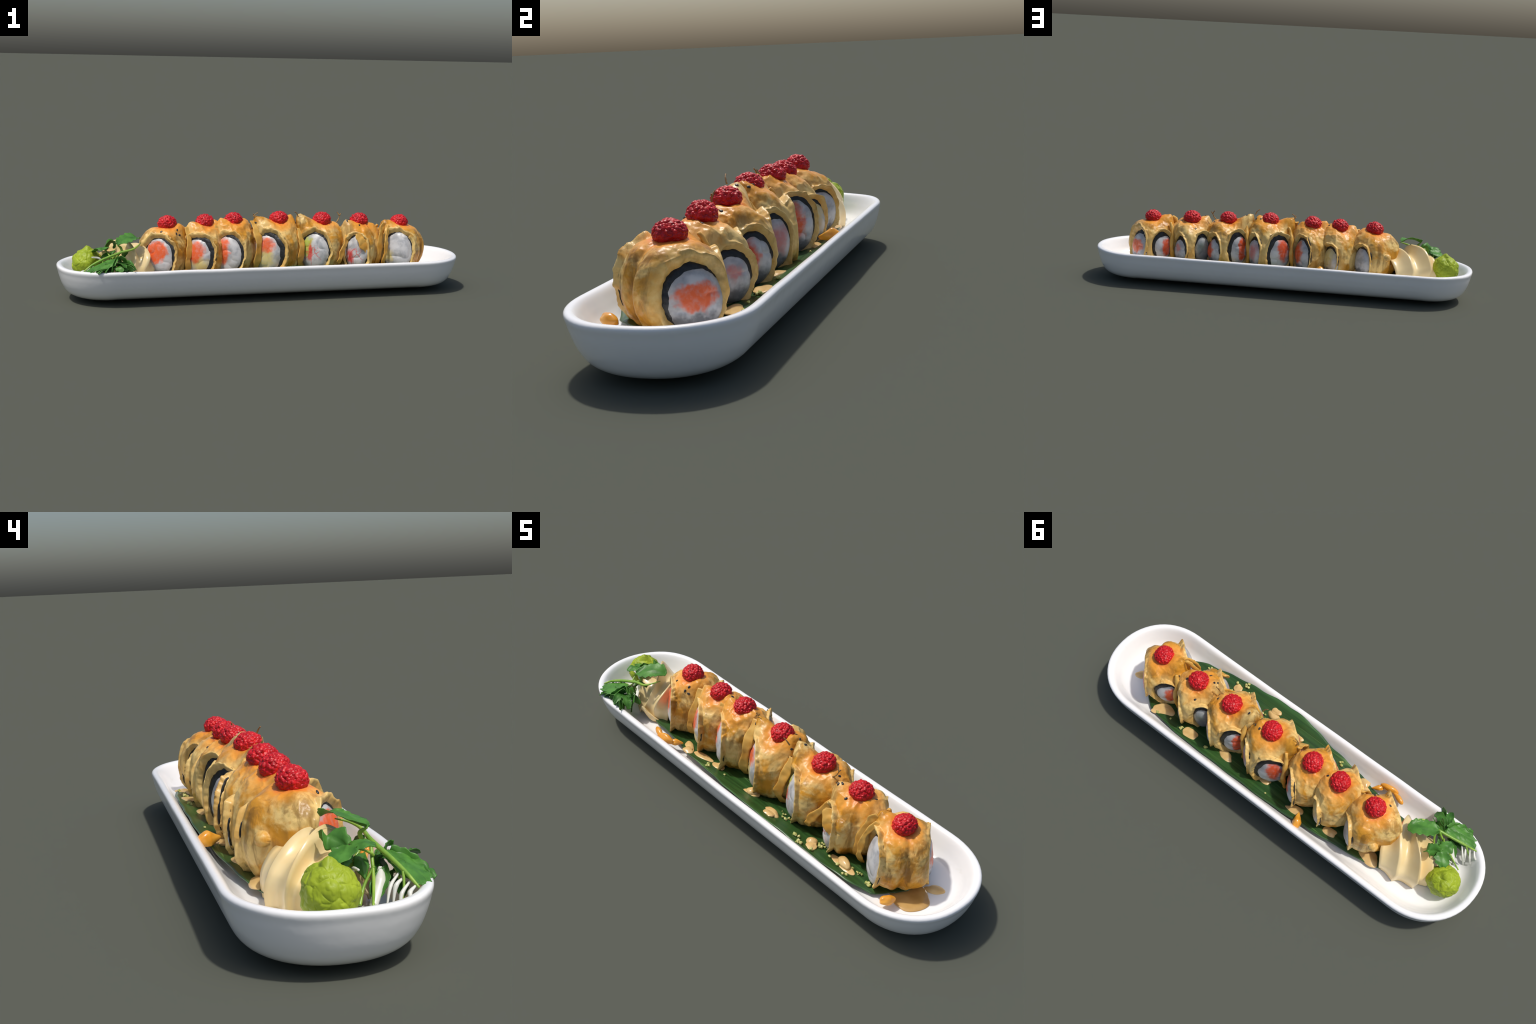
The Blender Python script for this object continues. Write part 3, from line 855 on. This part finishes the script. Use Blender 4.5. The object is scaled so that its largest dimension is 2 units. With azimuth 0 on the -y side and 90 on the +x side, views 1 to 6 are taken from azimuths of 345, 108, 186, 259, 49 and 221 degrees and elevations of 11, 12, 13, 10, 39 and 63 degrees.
def build_herb():
    base = V(-.78, -.12, .112)
    par = empty('herb_sprig', tuple(base), 'sprig of bright green parsley leaves on a stem', 'herb')
    green = mat_herb('herb_leaf_green', (.060, .200, .028), (.115, .33, .050), (.17, .40, .07))
    deep = mat_herb('herb_leaf_deep_green', (.045, .165, .024), (.095, .28, .042), (.14, .34, .055))
    stem = mat_plain('herb_stem_green', (.16, .34, .035), (.30, .48, .06), 25, .4, .1, .1)
    white = mat_plain('white_radish', (.70, .70, .62), (.80, .80, .74), 20, .35, .1, .1)
    def leaf(parts, m, t=.0016):
        v, f = join(parts)
        ob = mesh_obj('leaf', v, f, m, par, origin=v.mean(0))
        solid(ob, t)
    def stalk(pts, rad, m=stem, name='stem', n=10):
        v, f = tube(pts, rad, n)
        mesh_obj(name, v, f, m, par, origin=v.mean(0))
    # main stem, hooked tip over the mayonnaise, falling to the dish end
    stalk([(-.615, -.065, .270), (-.632, -.098, .262), (-.660, -.119, .250), (-.715, -.122, .237), (-.795, -.142, .213), (-.850, -.160, .190), (-.888, -.176, .165)],
          [.0016, .0035, .005, .0062, .006, .005, .003])
    stalk([(-.730, -.118, .235), (-.755, -.112, .205), (-.80, -.100, .165), (-.874, -.074, .128)], [.005, .0045, .004, .003])
    stalk([(-.715, -.112, .238), (-.725, -.090, .215), (-.752, -.06, .18), (-.775, -.04, .125)], [.005, .0045, .004, .004])
    stalk([(-.757, -.115, .210), (-.768, -.095, .225), (-.783, -.052, .244)], [.004, .003, .002])
    stalk([(-.705, -.105, .232), (-.712, -.098, .255), (-.728, -.11, .270)], [.0055, .006, .003])
    stalk([(-.845, -.155, .192), (-.862, -.150, .165), (-.888, -.135, .13)], [.004, .003, .002])
    stalk([(-.80, -.145, .205), (-.80, -.16, .17), (-.79, -.17, .125)], [.004, .0035, .003])
    stalk([(-.82, -.06, .115), (-.79, -.08, .15), (-.775, -.11, .19)], [.004, .004, .003])
    # upper single leaf
    leaf([leaflet([(-.728, -.110, .270), (-.700, -.088, .283), (-.668, -.062, .293), (-.640, -.043, .293), (-.622, -.032, .281)],
                  (.6, -.8, -.22), .045, (.12, .75, 1., .95, 1., .8, .25), 6, .26, -.14, 0, 1)], green)
    # three-lobed leaf
    cB = V(-.783, -.046, .246)
    leaf([leaflet([cB, (-.765, -.030, .256), (-.745, -.012, .263), (-.730, .004, .260)], (.6, .75, .0), .034, (.35, .9, 1.1, .95, .4), 3, .30, -.12, 0, 2, 30),
          leaflet([cB, (-.790, -.066, .252), (-.796, -.085, .255), (-.798, -.108, .248)], (.95, -.2, .1), .033, (.35, .9, 1.1, .95, .35), 3, .30, -.12, 0, 3, 30),
          leaflet([cB, (-.798, -.036, .240), (-.815, -.020, .231), (-.830, -.004, .219)], (.6, .7, -.1), .034, (.35, .9, 1.15, 1., .4), 3, .30, -.12, 0, 4, 30)], green)
    leaf([leaflet([(-.735, -.060, .235), (-.752, -.045, .225), (-.785, -.035, .212), (-.80, -.03, .190)], (.4, .8, .3), .026, seed=5)], deep)
    # broad fan-shaped leaf lying on the rim: lobes spread from one point
    cC = V(-.740, -.160, .214)
    fan = [((-.815, -.160, .192), .026), ((-.846, -.174, .180), .030), ((-.876, -.188, .168), .032), ((-.866, -.208, .166), .032), ((-.838, -.222, .166), .032), ((-.802, -.232, .166), .030), ((-.768, -.226, .172), .024)]
    leaf([leaflet([cC, cC + (V(*e) - cC) * .35, cC + (V(*e) - cC) * .7 + V(0, 0, .003), e], (-.35, -.85, -.25), w,
                  (.55, .85, 1., 1., .95, .75, .35), 3, .26, -.10, 0, 6 + q, 34, 13) for q, (e, w) in enumerate(fan)], green)
    # bunch behind it
    def lobed(at, tip, side, w, seed, m):
        a, b, sd = V(*at), V(*tip), unit(V(*side))
        d = b - a
        up = V(0, 0, .25 * np.linalg.norm(d))
        parts = [leaflet([a, a + d * .4 + up * .8, a + d * .75 + up * .8, b], sd, w, (.35, .9, 1., .95, .4), 3, .3, -.15, 0, seed, 28, 11)]
        for sg in (-1, 1):
            e = a + d * .62 + sd * sg * np.linalg.norm(d) * .62
            h = e - a
            parts.append(leaflet([a, a + h * .4 + up * .6, a + h * .75 + up * .5, e], sd - d / np.linalg.norm(d) * sg * .8, w * .9,
                                 (.35, .9, 1., .95, .4), 3, .3, -.15, 0, seed + sg, 28, 11))
        leaf(parts, m)
    lobed((-.735, -.172, .185), (-.655, -.208, .168), (-.4, -.9, .25), .022, 7, deep)
    lobed((-.755, -.180, .178), (-.722, -.238, .170), (.9, -.4, .1), .024, 8, green)
    lobed((-.740, -.175, .160), (-.672, -.226, .160), (.6, -.7, .3), .020, 9, deep)
    lobed((-.735, -.140, .206), (-.690, -.165, .192), (.3, -.8, .5), .018, 10, green)
    lobed((-.775, -.19, .165), (-.825, -.222, .160), (-.6, -.8, .1), .020, 11, deep)
    lobed((-.720, -.13, .180), (-.685, -.180, .125), (.6, -.3, .6), .020, 12, deep)
    leaf([leaflet([(-.74, -.10, .215), (-.765, -.085, .195), (-.785, -.085, .165)], (.5, .4, .7), .022, seed=13)], deep)
    leaf([leaflet([(-.78, -.14, .19), (-.80, -.12, .165), (-.82, -.10, .14), (-.835, -.09, .118)], (.2, -.7, .5), .024, seed=14)], deep)
    leaf([leaflet([(-.70, -.11, .245), (-.695, -.095, .228), (-.70, -.08, .205)], (.8, .2, .3), .020, seed=15)], deep)
    leaf([leaflet([(-.76, -.15, .16), (-.80, -.165, .15), (-.84, -.155, .128)], (.2, .9, .2), .020, seed=16)], deep)
    # radish shreds under the sprig
    for k in range(4):
        s = k / 3
        p0 = V(-.828 - .050 * s, -.150 - .022 * s, .184 - .016 * s)
        p1 = V(-.868 - .034 * s + rnd.uniform(-.012, .012), -.110 - .045 * s + rnd.uniform(-.012, .012), rnd.uniform(.122, .140))
        stalk([p0, (p0 + p1) / 2 + V(rnd.uniform(-.008, .004), rnd.uniform(0, .012), rnd.uniform(.002, .014)), p1],
              [.0025, rnd.uniform(.004, .0065), .002], white, 'radish_shred', 8)
    stalk([(-.775, -.125, .185), (-.80, -.115, .16), (-.842, -.085, .118)], [.006, .014, .010], white, 'radish_shred', 8)
    stalk([(-.79, -.055, .185), (-.81, -.05, .2), (-.842, -.052, .205)], [.003, .005, .003], white, 'radish_shred', 8)

# ------------------------------------------------------------------ seeds and crumbs
def build_seeds():
    black = mat_plain('black_sesame', (.012, .012, .014), (.05, .045, .04), 60, .35, .1, .2)
    d, f = cube_sphere(6)
    base = d * V(.0068, .0044, .0022)
    base[:, 1] *= 1 - .25 * d[:, 0]
    me = bpy.data.meshes.new('sesame_seed')
    me.from_pydata(base.tolist(), [], f.tolist())
    me.polygons.foreach_set('use_smooth', [True] * len(me.polygons))
    me.materials.append(black)
    trees = [(BVHTree.FromPolygons([tuple(p) for p in v], SPHF.tolist()), par) for v, par in WRAPS]
    spots = [(.546, .031), (.473, -.048), (.383, -.002), (.198, .010), (.152, -.016), (.146, .029), (.165, .02), (.158, -.028),
             (-.446, -.062), (-.44, -.045), (-.43, -.056), (.415, -.03), (.425, -.02), (.37, .02), (.12, .035),
             (-.06, .01), (-.05, -.02), (-.515, -.05), (.60, .03), (.46, .075), (-.24, .02)]
    for (x, y) in spots:
        best = None
        for t, par in trees:
            h = t.ray_cast(Vector((x, y, .6)), Vector((0, 0, -1)))
            if h[0] is not None and (best is None or h[0].z > best[0].z):
                best = (h[0], h[1], par)
        if best is None:
            continue
        ob = bpy.data.objects.new('sesame_seed', me)
        COL.objects.link(ob)
        R = best[1].to_track_quat('Z', 'Y').to_matrix().to_4x4()
        attach(ob, Matrix.Translation(best[0] + best[1] * .001) @ R @ Matrix.Rotation(rnd.uniform(0, 6.28), 4, 'Z'), best[2])
    # wispy dried shreds standing on the ridges
    shred = mat_plain('dried_shred', (.20, .09, .03), (.42, .26, .08), 60, .5, 0, .2)
    for (p, par) in [([(.355, -.01, .325), (.375, -.005, .345), (.385, .0, .365), (.392, .002, .378)], 5),
                     ([(.16, -.035, .372), (.150, -.042, .390), (.138, -.045, .398)], 4),
                     ([(-.06, -.01, .372), (-.05, -.012, .385), (-.038, -.013, .392)], 3),
                     ([(-.055, -.0, .372), (-.06, -.01, .386)], 3),
                     ([(.385, .0, .365), (.376, .004, .38), (.372, .006, .384)], 5)]:
        v, ff = tube(p, [.003, .0028, .0018, .0025], 6, 14)
        mesh_obj('dried_shred', v, ff, shred, WRAPS[par][1], origin=v.mean(0))

def build_crumbs():
    m = mat_plain('herb_crumb', (.30, .34, .06), (.66, .62, .26), 90, .6, 0, .3)
    pts = [(-.19, -.150), (-.098, -.140), (.246, -.130), (.355, -.172), (.443, -.130), (.501, -.140), (.538, -.150), (.604, -.162), (.679, -.128),
           (.634, .164), (.561, .153), (.490, .159), (.343, .167), (.442, -.177), (.391, -.199), (-.019, .170), (-.177, -.159), (.395, -.19)]
    d, f = cube_sphere(4)
    parts = []
    for (x, y) in pts:
        big = rnd.choice([1, 1, 2, 3, 4])
        for j in range(big):
            xx, yy = x + rnd.uniform(-.012, .012) * (big > 1), y + rnd.uniform(-.006, .006) * (big > 1)
            s = rnd.uniform(.0035, .0065)
            v = d * s * (1 + .5 * vnoise(d, 1.7, rnd.randrange(999)))[:, None] * V(1.2, 1, .9)
            parts.append((v + V(xx, yy, leaf_z(xx, yy) + .002 + s * .8), [tuple(q) for q in f.tolist()]))
    for k in range(28):      # clumps along the feet of the last rolls
        xx = rnd.choice([rnd.gauss(.60, .02), rnd.gauss(.455, .02), rnd.gauss(.25, .02)])
        yy = -.118 + rnd.gauss(0, .006)
        s = rnd.uniform(.002, .005)
        v = d * s * (1 + .5 * vnoise(d, 1.7, rnd.randrange(999)))[:, None]
        parts.append((v + V(xx, yy, leaf_z(xx, yy) + .004 + rnd.uniform(0, .008)), [tuple(q) for q in f.tolist()]))
    v, ff = join(parts)
    ob = mesh_obj('crumb_scatter', v, ff, m, origin=(0, 0, .11))
    ob["kind"] = "stuff"
    tag(ob, 'scattered pale green crumbs on the leaf', 'crumbs')

build_dish()
build_banana_leaf()
build_rolls()
build_swirl()
build_wasabi()
build_herb()
build_sauces()
build_seeds()
build_crumbs()
bpy.context.view_layer.update()
